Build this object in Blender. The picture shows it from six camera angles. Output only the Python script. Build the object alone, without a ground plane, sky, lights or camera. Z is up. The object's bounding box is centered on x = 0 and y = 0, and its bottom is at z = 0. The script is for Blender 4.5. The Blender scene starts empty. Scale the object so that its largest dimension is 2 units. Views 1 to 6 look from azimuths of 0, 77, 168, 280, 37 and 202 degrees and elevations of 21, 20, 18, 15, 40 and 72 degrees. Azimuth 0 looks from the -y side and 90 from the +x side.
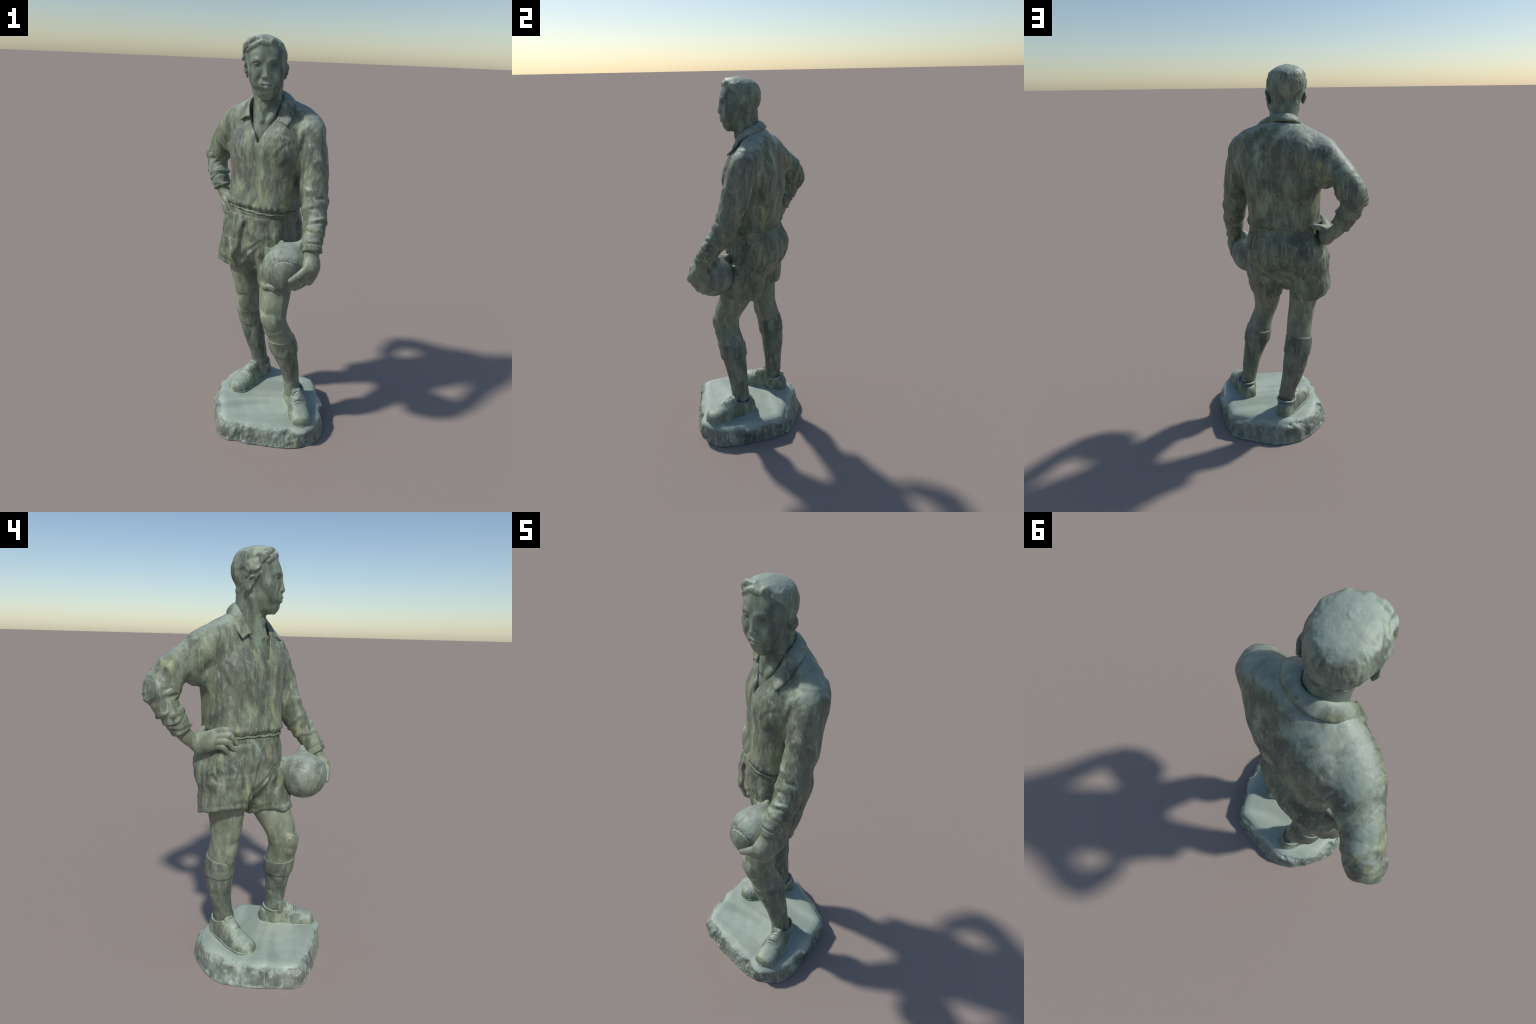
# Weathered bronze statue of a standing footballer with a ball under his hand, on a rough rock base.
# The body is described by lofts (cross-sections along an axis), chains of round cones and ellipsoids,
# blended into smooth fields that are turned into meshes, one group per garment or body region.
import bpy, math
import numpy as np

f32 = np.float32

# ------------------------------------------------------------------ small maths helpers
def pchip(x, xs, ys):
    """smooth monotone interpolation of control values"""
    xs = np.asarray(xs, float); ys = np.asarray(ys, float)
    h = np.diff(xs); d = np.diff(ys) / h
    m = np.zeros_like(ys); m[0] = d[0]; m[-1] = d[-1]
    for i in range(1, len(xs) - 1):
        if d[i - 1] * d[i] > 0:
            w1 = 2 * h[i] + h[i - 1]; w2 = h[i] + 2 * h[i - 1]
            m[i] = (w1 + w2) / (w1 / d[i - 1] + w2 / d[i])
    x = np.clip(np.asarray(x, float), xs[0], xs[-1])
    i = np.clip(np.searchsorted(xs, x) - 1, 0, len(h) - 1)
    t = (x - xs[i]) / h[i]
    return (ys[i] * (1 + 2 * t) * (1 - t) ** 2 + h[i] * m[i] * t * (1 - t) ** 2
            + ys[i + 1] * t * t * (3 - 2 * t) + h[i] * m[i + 1] * t * t * (t - 1))

def catmull(pts, n):
    """smooth curve through control points"""
    P = np.asarray(pts, float); u = np.linspace(0, len(P) - 1, n)
    Q = np.vstack([2 * P[0] - P[1], P, 2 * P[-1] - P[-2]])
    i = np.minimum(u.astype(int), len(P) - 2); t = (u - i)[:, None]
    a, b, c, d = Q[i], Q[i + 1], Q[i + 2], Q[i + 3]
    return .5 * (2 * b + (c - a) * t + (2 * a - 5 * b + 4 * c - d) * t ** 2 + (3 * b - a - 3 * c + d) * t ** 3)

def smin(a, b, k):
    if k <= 0: return np.minimum(a, b)
    h = np.maximum(k - np.abs(a - b), 0) / k
    return np.minimum(a, b) - h * h * (k * .25)

def smax(a, b, k): return -smin(-a, -b, k)

def step(x, lo, hi):
    t = np.clip((x - lo) / (hi - lo), 0, 1); return t * t * (3 - 2 * t)

def bell(x, c, w): return np.exp(-((x - c) / w) ** 2)

def noise(P, scale, seed=0):
    """gradient noise, roughly -1..1; scale is a number or a triple (cycles per metre)"""
    Q = np.asarray(P, float) * np.asarray(scale, float) + seed * 17.31
    I = np.floor(Q).astype(np.int64); fr = Q - I
    w = fr * fr * fr * (fr * (fr * 6 - 15) + 10)
    out = 0
    for dx in (0, 1):
        for dy in (0, 1):
            for dz in (0, 1):
                h = ((I[:, 0] + dx) * 73856093) ^ ((I[:, 1] + dy) * 19349663) ^ ((I[:, 2] + dz) * 83492791)
                h = (h ^ (h >> 13)) * 1274126177 & 0x7fffffff
                h = (h ^ (h >> 15)) * 668265263 & 0x7fffffff
                gx = (h & 1023) / 511.5 - 1; gy = ((h >> 10) & 1023) / 511.5 - 1; gz = ((h >> 20) & 1023) / 511.5 - 1
                g = gx * (fr[:, 0] - dx) + gy * (fr[:, 1] - dy) + gz * (fr[:, 2] - dz)
                out = out + g * (w[:, 0] if dx else 1 - w[:, 0]) * (w[:, 1] if dy else 1 - w[:, 1]) * (w[:, 2] if dz else 1 - w[:, 2])
    return out * 1.4

def fbm(P, scale, octaves=3, seed=0):
    s = np.asarray(scale, float); out = 0; a = 1
    for o in range(octaves):
        out = out + a * noise(P, s, seed + o); s = s * 2.03; a *= .5
    return out

def unit(v): v = np.asarray(v, float); return v / np.linalg.norm(v)

# ------------------------------------------------------------------ primitives: (function, low corner, high corner)
def loft(rows, phi=0., n=2.2, cap=.01, grow=0.):
    """cross-sections stacked along z. rows: z, centre x, centre y, half width, front half depth, back half depth[, phi]"""
    R = np.array([list(r) + [phi] * (7 - len(r)) for r in rows], float); R = R[np.argsort(R[:, 0])]
    def fn(x, y, z):
        zz = np.clip(z.ravel(), R[0, 0], R[-1, 0])
        c = [pchip(zz, R[:, 0], R[:, j]).reshape(z.shape).astype(f32) for j in range(1, 7)]
        co, si = np.cos(np.radians(c[5])), np.sin(np.radians(c[5]))
        dx, dy = x - c[0], y - c[1]
        u = dx * co + dy * si; v = -dx * si + dy * co
        b = np.where(v < 0, c[3], c[4]) + grow
        rho = ((np.abs(u) / (c[2] + grow)) ** n + (np.abs(v) / b) ** n) ** (1 / n)
        q = np.sqrt(u * u + v * v)
        f = q - q / np.maximum(rho, 1e-4)
        f = np.where(rho < 1e-3, -c[2], f)
        return smax(f, np.maximum(R[0, 0] - z, z - R[-1, 0]), cap)
    r = R[:, 3:6].max(1) + grow
    return fn, (np.append((R[:, 1:3] - r[:, None]).min(0), R[0, 0])), (np.append((R[:, 1:3] + r[:, None]).max(0), R[-1, 0]))

def chain(pts, sub=0, squash=None):
    """round cones through points (x, y, z, radius); sub > 0 smooths the run into that many pieces"""
    P = np.array(pts, float)
    if sub: P = catmull(P, sub + 1)
    def fn(x, y, z):
        out = None
        for a, b in zip(P[:-1], P[1:]):
            d = b[:3] - a[:3]; L2 = max(d @ d, 1e-9)
            px, py, pz = x - a[0], y - a[1], z - a[2]
            t = np.clip((px * d[0] + py * d[1] + pz * d[2]) / L2, 0, 1)
            ex, ey, ez = px - t * d[0], py - t * d[1], pz - t * d[2]
            if squash is None:
                g = np.sqrt(ex * ex + ey * ey + ez * ez)
            else:
                ax, s = squash
                e = ex * ax[0] + ey * ax[1] + ez * ax[2]
                g = np.sqrt(np.maximum(ex * ex + ey * ey + ez * ez - e * e, 0) + (e / s) ** 2)
            g = g - (a[3] + t * (b[3] - a[3]))
            out = g if out is None else np.minimum(out, g)
        return out
    r = P[:, 3:4]
    return fn, (P[:, :3] - r).min(0), (P[:, :3] + r).max(0)

def ellipsoid(c, r, axes=None):
    c = np.array(c, float); r = np.array(r, float); A = np.eye(3) if axes is None else np.array(axes, float)
    def fn(x, y, z):
        p = [x - c[0], y - c[1], z - c[2]]
        q = [A[i, 0] * p[0] + A[i, 1] * p[1] + A[i, 2] * p[2] for i in range(3)]
        k0 = np.sqrt(sum((q[i] / r[i]) ** 2 for i in range(3)))
        k1 = np.sqrt(sum((q[i] / r[i] ** 2) ** 2 for i in range(3)))
        return k0 * (k0 - 1) / np.maximum(k1, 1e-6)
    m = r.max()
    return fn, c - m, c + m

def halfspace(p, nrm):
    """solid on the side away from nrm"""
    p = np.array(p, float); nrm = unit(nrm)
    return lambda x, y, z: (x - p[0]) * nrm[0] + (y - p[1]) * nrm[1] + (z - p[2]) * nrm[2]

# ------------------------------------------------------------------ field -> mesh
class Field:
    def __init__(self, lo, hi, voxel):
        self.lo = np.array(lo, float); self.v = voxel
        self.n = np.ceil((np.array(hi) - self.lo) / voxel).astype(int) + 1
        self.ax = [(self.lo[i] + np.arange(self.n[i]) * voxel).astype(f32) for i in range(3)]
        self.F = np.full(self.n, .5, f32)
    def block(self, lo, hi, margin):
        a = np.clip(np.floor((np.array(lo) - margin - self.lo) / self.v).astype(int), 0, self.n)
        b = np.clip(np.ceil((np.array(hi) + margin - self.lo) / self.v).astype(int) + 1, 0, self.n)
        s = tuple(slice(a[i], b[i]) for i in range(3))
        return s, self.ax[0][s[0]][:, None, None], self.ax[1][s[1]][None, :, None], self.ax[2][s[2]][None, None, :]
    def add(self, prim, k=.01):
        fn, lo, hi = prim
        s, x, y, z = self.block(lo, hi, k + .03)
        if min(x.size, y.size, z.size): self.F[s] = smin(self.F[s], fn(x, y, z).astype(f32), k)
        return self
    def cut(self, prim, k=.006):
        fn, lo, hi = prim
        s, x, y, z = self.block(lo, hi, k + .02)
        if min(x.size, y.size, z.size): self.F[s] = smax(self.F[s], -fn(x, y, z).astype(f32), k)
        return self
    def trim(self, fn, k=.004):
        """keep only what lies inside fn < 0"""
        self.F = smax(self.F, fn(self.ax[0][:, None, None], self.ax[1][None, :, None], self.ax[2][None, None, :]).astype(f32), k)
        return self
    def relief(self, h, band=.014):
        """raise the surface by h(points) metres"""
        I = np.nonzero(np.abs(self.F) < band)
        P = np.stack([self.ax[i][I[i]] for i in range(3)], 1).astype(float)
        self.F[I] -= np.asarray(h(P)).astype(f32)
        return self
    def mesh(self):
        F = self.F; n = self.n
        ins = F < 0
        c = [ins[dx:n[0] - 1 + dx, dy:n[1] - 1 + dy, dz:n[2] - 1 + dz] for dx in (0, 1) for dy in (0, 1) for dz in (0, 1)]
        cnt = sum(a.astype(np.int8) for a in c)
        act = (cnt > 0) & (cnt < 8)
        I = np.argwhere(act)
        idx = np.full(act.shape, -1, np.int32); idx[act] = np.arange(len(I))
        corner = np.array([(dx, dy, dz) for dx in (0, 1) for dy in (0, 1) for dz in (0, 1)])
        V = np.stack([F[I[:, 0] + q[0], I[:, 1] + q[1], I[:, 2] + q[2]] for q in corner], 1).astype(float)
        acc = np.zeros((len(I), 3)); num = np.zeros(len(I))
        for a in range(8):
            for b in range(a + 1, 8):
                if np.abs(corner[a] - corner[b]).sum() != 1: continue
                va, vb = V[:, a], V[:, b]; m = (va < 0) != (vb < 0)
                t = np.where(m, va / np.where(m, va - vb, 1), 0)
                acc += m[:, None] * (corner[a] + t[:, None] * (corner[b] - corner[a])); num += m
        verts = self.lo + (I + acc / num[:, None]) * self.v
        quads = []
        for ax in range(3):
            o = [i for i in range(3) if i != ax]
            s0 = [slice(None)] * 3; s1 = [slice(None)] * 3
            s0[ax] = slice(0, -1); s1[ax] = slice(1, None)
            E = ins[tuple(s0)] != ins[tuple(s1)]
            for i in o:
                sl = [slice(None)] * 3; sl[i] = slice(1, -1); 
                E = E[tuple(sl)]
            J = np.argwhere(E)
            for i in o: J[:, i] += 1
            e1 = np.zeros(3, int); e2 = np.zeros(3, int); e1[o[0]] = 1; e2[o[1]] = 1
            g = lambda K: idx[K[:, 0], K[:, 1], K[:, 2]]
            q = np.stack([g(J - e1 - e2), g(J - e2), g(J), g(J - e1)], 1)
            flip = ins[J[:, 0], J[:, 1], J[:, 2]]
            if ax == 1: flip = ~flip
            q[~flip] = q[~flip][:, ::-1]
            quads.append(q)
        Q = np.vstack(quads); Q = Q[(Q >= 0).all(1)]
        return verts, Q

def relax(V, Q, times=1, amount=.5):
    """light smoothing that takes out the lattice"""
    e = np.vstack([Q[:, [0, 1]], Q[:, [1, 2]], Q[:, [2, 3]], Q[:, [3, 0]]])
    for _ in range(times):
        S = np.zeros_like(V); c = np.zeros(len(V))
        for a, b in ((0, 1), (1, 0)):
            for j in range(3): S[:, j] += np.bincount(e[:, a], V[e[:, b], j], len(V))
            c += np.bincount(e[:, a], minlength=len(V))
        V = V + amount * (S / np.maximum(c, 1)[:, None] - V)
    return V

def normals(V, Q):
    d1 = V[Q[:, 2]] - V[Q[:, 0]]; d2 = V[Q[:, 3]] - V[Q[:, 1]]
    fn = np.cross(d1, d2); N = np.zeros_like(V)
    for k in range(4):
        for j in range(3): N[:, j] += np.bincount(Q[:, k], fn[:, j], len(V))
    return N / np.maximum(np.linalg.norm(N, axis=1), 1e-12)[:, None]

ROOT = None
def put(name, V, Q, mat, parent=None, N=None):
    m = bpy.data.meshes.new(name)
    m.vertices.add(len(V)); m.vertices.foreach_set("co", np.asarray(V, f32).ravel())
    k = Q.shape[1]
    m.loops.add(Q.size); m.loops.foreach_set("vertex_index", np.asarray(Q, np.int32).ravel())
    m.polygons.add(len(Q)); m.polygons.foreach_set("loop_start", np.arange(0, Q.size, k, dtype=np.int32))
    m.update(calc_edges=True); m.validate()
    m.polygons.foreach_set("use_smooth", np.ones(len(m.polygons), bool))
    if N is not None: m.normals_split_custom_set_from_vertices(np.asarray(N, f32).tolist())
    m.materials.append(mat)
    o = bpy.data.objects.new(name, m); bpy.context.scene.collection.objects.link(o)
    o.parent = parent or ROOT
    return o

def put_regions(V, Q, regions, N=None):
    """one smooth surface split into named parts. regions: list of (name, material, label function result id)"""
    if N is None: N = normals(V, Q)
    lab, parts = regions
    out = {}
    for i, (name, mat, parent) in enumerate(parts):
        q = Q[lab == i]
        if not len(q): continue
        used, inv = np.unique(q, return_inverse=True)
        out[i] = put(name, V[used], inv.reshape(q.shape), mat, parent, N[used])
    return out

def bake(field, smooth=1):
    V, Q = field.mesh()
    V = relax(V, Q, smooth)
    return V, Q

def centre(V, Q): return V[Q].mean(1)

# ------------------------------------------------------------------ patina materials
def patina(name, mid, dark=.45, pale=.35, brown=.3, yellow=.2, streak=.5, tops=.3, rough=.52, bump=.35, top_mask=None, spot=None, seed=0.):
    """bronze under green patina: mottled green-grey, dark rain streaks, brown bare patches, pale crusts and yellow-green bloom"""
    m = bpy.data.materials.new("bronze_patina_" + name); m.use_nodes = True
    nt = m.node_tree; N, L = nt.nodes, nt.links
    bsdf = N["Principled BSDF"]
    co = N.new("ShaderNodeTexCoord").outputs["Object"]
    def mapped(scale, off):
        n = N.new("ShaderNodeMapping"); n.inputs["Scale"].default_value = scale; n.inputs["Location"].default_value = (off, off * .7, off * 1.3)
        L.new(co, n.inputs["Vector"]); return n.outputs[0]
    def tex(scale, off, detail=5., rough_=.6, dist=0.):
        n = N.new("ShaderNodeTexNoise"); n.inputs["Scale"].default_value = 1.; n.inputs["Detail"].default_value = detail
        n.inputs["Roughness"].default_value = rough_; n.inputs["Distortion"].default_value = dist
        L.new(mapped(scale, off + seed), n.inputs["Vector"]); return n.outputs["Fac"]
    def ramp(fac, lo, hi):
        n = N.new("ShaderNodeMapRange"); n.interpolation_type = "SMOOTHSTEP"
        n.inputs[1].default_value = lo; n.inputs[2].default_value = hi
        L.new(fac, n.inputs[0]); return n.outputs[0]
    def math_(op, a, b):
        n = N.new("ShaderNodeMath"); n.operation = op; n.use_clamp = op in ("MULTIPLY", "ADD")
        for i, v in enumerate((a, b)):
            if isinstance(v, (int, float)): n.inputs[i].default_value = v
            else: L.new(v, n.inputs[i])
        return n.outputs[0]
    def mix(fac, a, b):
        n = N.new("ShaderNodeMix"); n.data_type = "RGBA"
        for i, v in ((0, fac), (6, a), (7, b)):
            if isinstance(v, (int, float)): n.inputs[i].default_value = v
            elif isinstance(v, tuple): n.inputs[i].default_value = (*v, 1)
            else: L.new(v, n.inputs[i])
        return n.outputs[2]
    # mottled ground colour
    c = mix(ramp(tex((22, 22, 9), 3.1), .36, .66), tuple(.60 * v for v in mid), tuple(1.25 * v for v in mid))
    # bare brownish bronze
    c = mix(math_("MULTIPLY", ramp(tex((6, 6, 3.5), 7.7, 4, .55, .4), .50, .62), brown), c, (.17, .158, .14))
    # dark rain streaks and dark blotches
    c = mix(math_("MULTIPLY", ramp(tex((28, 28, 5), 1.3, 6, .64, .8), .50, .66), streak), c, (.055, .066, .058))
    c = mix(math_("MULTIPLY", ramp(tex((9, 9, 5), 11.9, 6, .62, .6), .50, .64), dark), c, (.045, .058, .052))
    # yellow-green bloom
    c = mix(math_("MULTIPLY", ramp(tex((13, 13, 5), 5.3, 6, .65, .5), .54, .68), yellow), c, (.40, .43, .20))
    # pale crust in runs and flecks
    c = mix(math_("MULTIPLY", ramp(tex((34, 34, 10), 9.1, 7, .68, .6), .52, .68), pale), c, (.44, .52, .43))
    fine = tex((120, 120, 80), 2.2, 3, .6)
    c = mix(math_("MULTIPLY", ramp(fine, .58, .72), .25 * pale + .08), c, (.48, .54, .45))
    c = mix(math_("MULTIPLY", ramp(fine, .42, .30), .30), c, (.05, .06, .055))
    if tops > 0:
        # pale grey-green tint on upward-facing surfaces, broken up by grain
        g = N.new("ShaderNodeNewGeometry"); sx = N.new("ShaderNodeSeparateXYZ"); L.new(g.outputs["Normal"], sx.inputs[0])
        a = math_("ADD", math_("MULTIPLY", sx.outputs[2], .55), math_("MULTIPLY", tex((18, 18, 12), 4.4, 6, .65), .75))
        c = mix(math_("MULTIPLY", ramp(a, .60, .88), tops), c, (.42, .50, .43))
    if top_mask:
        # weathered flat top of the base: smooth pale film up to a ragged edge
        sx = N.new("ShaderNodeSeparateXYZ"); L.new(co, sx.inputs[0])
        a = math_("ADD", sx.outputs[2], math_("MULTIPLY", math_("SUBTRACT", tex((24, 24, 16), 6.6, 6, .65), .5), .075))
        film = mix(ramp(tex((2.2, 9, 3), 8.2, 3, .5, .3), .35, .65), (.31, .37, .31), (.41, .48, .41))
        c = mix(ramp(a, top_mask - .012, top_mask + .008), c, film)
    if spot:
        # a crust of pale yellow lichen round one place
        d = N.new("ShaderNodeVectorMath"); d.operation = "DISTANCE"; L.new(co, d.inputs[0]); d.inputs[1].default_value = spot[:3]
        a = math_("ADD", math_("MULTIPLY", math_("SUBTRACT", tex((75, 75, 75), 3.7, 4, .7), .5), .14), math_("SUBTRACT", spot[3], d.outputs["Value"]))
        c = mix(math_("MULTIPLY", ramp(a, -.006, .014), .8), c, (.46, .48, .31))
    L.new(c, bsdf.inputs["Base Color"])
    bsdf.inputs["Roughness"].default_value = rough
    bsdf.inputs["Specular IOR Level"].default_value = .45
    b = N.new("ShaderNodeBump"); b.inputs["Strength"].default_value = bump; b.inputs["Distance"].default_value = .004
    L.new(math_("ADD", math_("MULTIPLY", fine, .5), math_("MULTIPLY", tex((60, 60, 40), 1.9, 4, .6), .6)), b.inputs["Height"])
    L.new(b.outputs[0], bsdf.inputs["Normal"])
    M[name] = m

def make_materials():  # figure's mid colours darkened overall toward the shade on its unlit sides
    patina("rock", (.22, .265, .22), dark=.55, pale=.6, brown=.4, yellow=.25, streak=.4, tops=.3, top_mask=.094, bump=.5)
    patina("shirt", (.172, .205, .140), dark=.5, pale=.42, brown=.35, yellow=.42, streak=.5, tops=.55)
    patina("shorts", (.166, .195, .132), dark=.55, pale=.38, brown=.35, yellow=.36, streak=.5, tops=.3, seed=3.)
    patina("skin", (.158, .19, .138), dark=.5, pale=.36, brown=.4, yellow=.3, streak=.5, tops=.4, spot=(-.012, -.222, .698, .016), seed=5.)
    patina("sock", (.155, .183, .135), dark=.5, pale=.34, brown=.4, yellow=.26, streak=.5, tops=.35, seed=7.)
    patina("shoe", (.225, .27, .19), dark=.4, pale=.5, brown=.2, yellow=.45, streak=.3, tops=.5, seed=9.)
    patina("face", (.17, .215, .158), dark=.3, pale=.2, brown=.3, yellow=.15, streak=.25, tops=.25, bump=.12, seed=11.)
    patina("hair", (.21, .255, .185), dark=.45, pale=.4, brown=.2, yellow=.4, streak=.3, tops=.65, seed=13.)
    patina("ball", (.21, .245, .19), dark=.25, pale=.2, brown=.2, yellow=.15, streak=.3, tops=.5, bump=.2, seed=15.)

# ------------------------------------------------------------------ body measurements
TURN = -37.                                   # the trunk faces a little to the figure's right
SHIRT = [(1.20, -.012, .032, .182, .150, .114), (1.225, -.013, .032, .192, .161, .122), (1.27, -.014, .032, .190, .154, .123),
         (1.34, -.012, .03, .192, .143, .130), (1.42, -.010, .027, .204, .141, .145), (1.49, -.010, .022, .208, .143, .146),
         (1.55, -.008, .022, .2, .128, .144), (1.60, -.006, .024, .18, .108, .136), (1.65, -.006, .026, .14, .09, .122),
         (1.70, -.008, .024, .095, .078, .092), (1.73, -.010, .022, .075, .07, .07)]
LEFT_SLEEVE = [(1.04, .205, -.325, .042, .05, .05), (1.08, .206, -.305, .044, .055, .055), (1.12, .208, -.284, .048, .062, .062),
               (1.16, .213, -.252, .053, .066, .066), (1.20, .216, -.221, .056, .072, .072), (1.24, .214, -.196, .06, .074, .074),
               (1.28, .212, -.174, .063, .073, .073), (1.32, .21, -.155, .065, .07, .07), (1.36, .208, -.137, .066, .073, .073),
               (1.40, .206, -.121, .067, .076, .076), (1.46, .201, -.105, .069, .078, .078), (1.52, .192, -.087, .07, .078, .078),
               (1.57, .184, -.072, .068, .076, .076), (1.61, .178, -.055, .066, .07, .07), (1.645, .165, -.04, .05, .055, .055)]
RIGHT_SLEEVE = [(-.145, .112, 1.60, .072), (-.192, .175, 1.572, .072), (-.243, .262, 1.505, .067), (-.279, .325, 1.44, .062),
                (-.295, .337, 1.402, .058), (-.290, .306, 1.345, .056), (-.276, .266, 1.29, .052), (-.258, .241, 1.238, .046)]
LEFT_LEG = [(.14, .186, -.135, .043, .05, .05), (.22, .176, -.133, .045, .054, .054), (.26, .168, -.135, .047, .054, .054),
            (.30, .160, -.138, .051, .0565, .0565), (.34, .152, -.141, .0547, .06, .06), (.38, .140, -.145, .061, .064, .064),
            (.42, .127, -.149, .067, .069, .069), (.46, .115, -.153, .073, .074, .074), (.50, .106, -.157, .0746, .076, .076),
            (.54, .095, -.163, .072, .077, .077), (.58, .080, -.173, .0675, .076, .076), (.62, .063, -.181, .0655, .076, .076),
            (.66, .049, -.179, .0695, .078, .078), (.70, .047, -.163, .0755, .081, .081), (.74, .049, -.145, .081, .09, .09),
            (.78, .053, -.123, .085, .097, .097), (.82, .056, -.10, .087, .105, .105), (.90, .062, -.07, .09, .11, .11)]
RIGHT_LEG = [(.14, .002, .10, .046, .05, .05), (.22, -.006, .106, .048, .054, .054), (.26, -.014, .112, .05, .051, .051),
             (.30, -.024, .116, .0545, .053, .053), (.34, -.035, .118, .059, .0567, .0567), (.38, -.044, .120, .063, .062, .062),
             (.42, -.051, .122, .0695, .067, .067), (.46, -.058, .121, .0705, .0705, .0705), (.50, -.065, .118, .0718, .072, .072),
             (.54, -.0725, .114, .073, .0715, .0715), (.58, -.077, .108, .0697, .071, .071), (.62, -.080, .099, .0685, .0714, .0714),
             (.66, -.086, .089, .0695, .071, .071), (.70, -.095, .08, .072, .0735, .0735), (.74, -.102, .077, .0735, .0776, .0776),
             (.78, -.109, .075, .077, .0814, .0814), (.82, -.115, .074, .081, .0864, .0864), (.90, -.12, .07, .085, .09, .09)]
PELVIS = [(.84, -.035, .015, .10, .03, .03), (.88, -.035, .022, .15, .065, .07), (.93, -.035, .034, .19, .112, .10), (.99, -.033, .040, .216, .146, .14),
          (1.05, -.029, .041, .218, .156, .155), (1.10, -.022, .041, .208, .167, .150), (1.15, -.016, .038, .194, .165, .134), (1.19, -.013, .034, .185, .156, .118),
          (1.215, -.012, .032, .182, .150, .114)]
NECK = [(1.50, -.02, .0, .085, .07, .06, -20), (1.60, -.022, .005, .076, .072, .06, -20), (1.66, -.026, .005, .070, .07, .062, -10),
        (1.72, -.028, .002, .068, .066, .066, 0), (1.77, -.032, -.002, .067, .064, .063, 0), (1.83, -.038, -.004, .074, .06, .062, 0)]

def head_x(z): return -.044 + .09 * (1.87 - z)       # the head leans a little

def main():
    global ROOT
    ROOT = bpy.data.objects.new("footballer_statue", None)
    bpy.context.scene.collection.objects.link(ROOT)
    ROOT["label"] = "green patinated bronze statue of a standing footballer"
    ROOT["category"] = "statue"
    build_base(); build_shirt(); build_collar(); build_shorts(); build_legs(); build_shoes(); build_head(); build_hands(); build_ball()

# ------------------------------------------------------------------ rock base
BASE_LOW = [(-.225, -.295), (-.20, -.325), (-.16, -.347), (-.12, -.345), (-.06, -.368), (.01, -.375), (.08, -.384), (.16, -.39), (.21, -.382),
            (.28, -.352), (.32, -.322), (.345, -.28), (.355, -.21), (.355, -.1), (.35, -.01), (.34, .05), (.32, .12), (.28, .16), (.22, .19),
            (.18, .22), (.1, .257), (.02, .268), (-.05, .258), (-.12, .22), (-.19, .165), (-.24, .11), (-.265, .05), (-.265, -.04), (-.26, -.12), (-.245, -.2)]
BASE_TOP = [(-.215, -.29), (-.195, -.33), (-.15, -.34), (-.08, -.343), (.01, -.353), (.11, -.37), (.2, -.37), (.28, -.335), (.33, -.27), (.348, -.2),
            (.35, -.1), (.338, 0), (.325, .09), (.25, .147), (.11, .205), (.02, .24), (-.05, .235), (-.12, .205), (-.19, .13), (-.22, .06),
            (-.23, 0), (-.24, -.08), (-.232, -.18)]

def polygon_distance(pts):
    P = np.array(pts)
    def fn(x, y):
        d = np.full(np.broadcast(x, y).shape, 9., f32); s = np.ones_like(d)
        for a, b in zip(P, np.roll(P, -1, 0)):
            ex, ey = b - a; wx, wy = x - a[0], y - a[1]
            t = np.clip((wx * ex + wy * ey) / (ex * ex + ey * ey), 0, 1)
            d = np.minimum(d, (wx - t * ex) ** 2 + (wy - t * ey) ** 2)
            c1 = y >= a[1]; c2 = y < b[1]; c3 = ex * wy > ey * wx
            s = np.where((c1 & c2 & c3) | (~c1 & ~c2 & ~c3), -s, s)
        return s * np.sqrt(d)
    return fn

def build_base():
    g = Field((-.31, -.43, -.01), (.40, .31, .15), .0035)
    x, y, z = g.ax[0][:, None, None], g.ax[1][None, :, None], g.ax[2][None, None, :]
    lo, hi = polygon_distance(BASE_LOW)(x, y), polygon_distance(BASE_TOP)(x, y)
    t = np.clip(z / .105, 0, 1) ** .8
    top = .106 + .006 * step(x, -.15, .1) + .008 * step(y, -.3, .05) - .004 * bell(x, -.02, .16) * bell(y, -.12, .14)
    g.F = smax((lo + (hi - lo) * t).astype(f32), (z - top).astype(f32), .06)
    g.F = smax(g.F, (-z + 0 * x).astype(f32), .0)
    for run in ([(.185, -.07, .095, .055), (.222, -.32, .085, .058)], [(.03, .16, .10, .055), (-.125, -.05, .092, .058)]):
        g.add(chain(run, squash=((0, 0, 1), .42)), .03)
    def rock(P):
        tz = .106 + .006 * step(P[:, 0], -.15, .1) + .008 * step(P[:, 1], -.3, .05)
        side = step(tz - P[:, 2], .008, .026)
        h = side * (.010 * fbm(P, (13, 13, 11), 4, 3) + .0035 * (1 - 2 * np.abs(noise(P, (30, 30, 22), 8))) - .004)
        h += (1 - side) * .0014 * fbm(P, 9, 2, 5) + .006 * noise(P, (12, 12, 9), 13) * bell(tz - P[:, 2], .018, .016)
        return h * step(P[:, 2], .0, .012)
    g.relief(rock, .02)
    # the black pit near the figure's right toe
    g.cut(ellipsoid((-.212, -.072, .112), (.006, .004, .012)), .003)
    V, Q = bake(g, 1)
    V[:, 2] = np.maximum(V[:, 2], 0)
    put("rock_base", V, Q, M["rock"])

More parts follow.
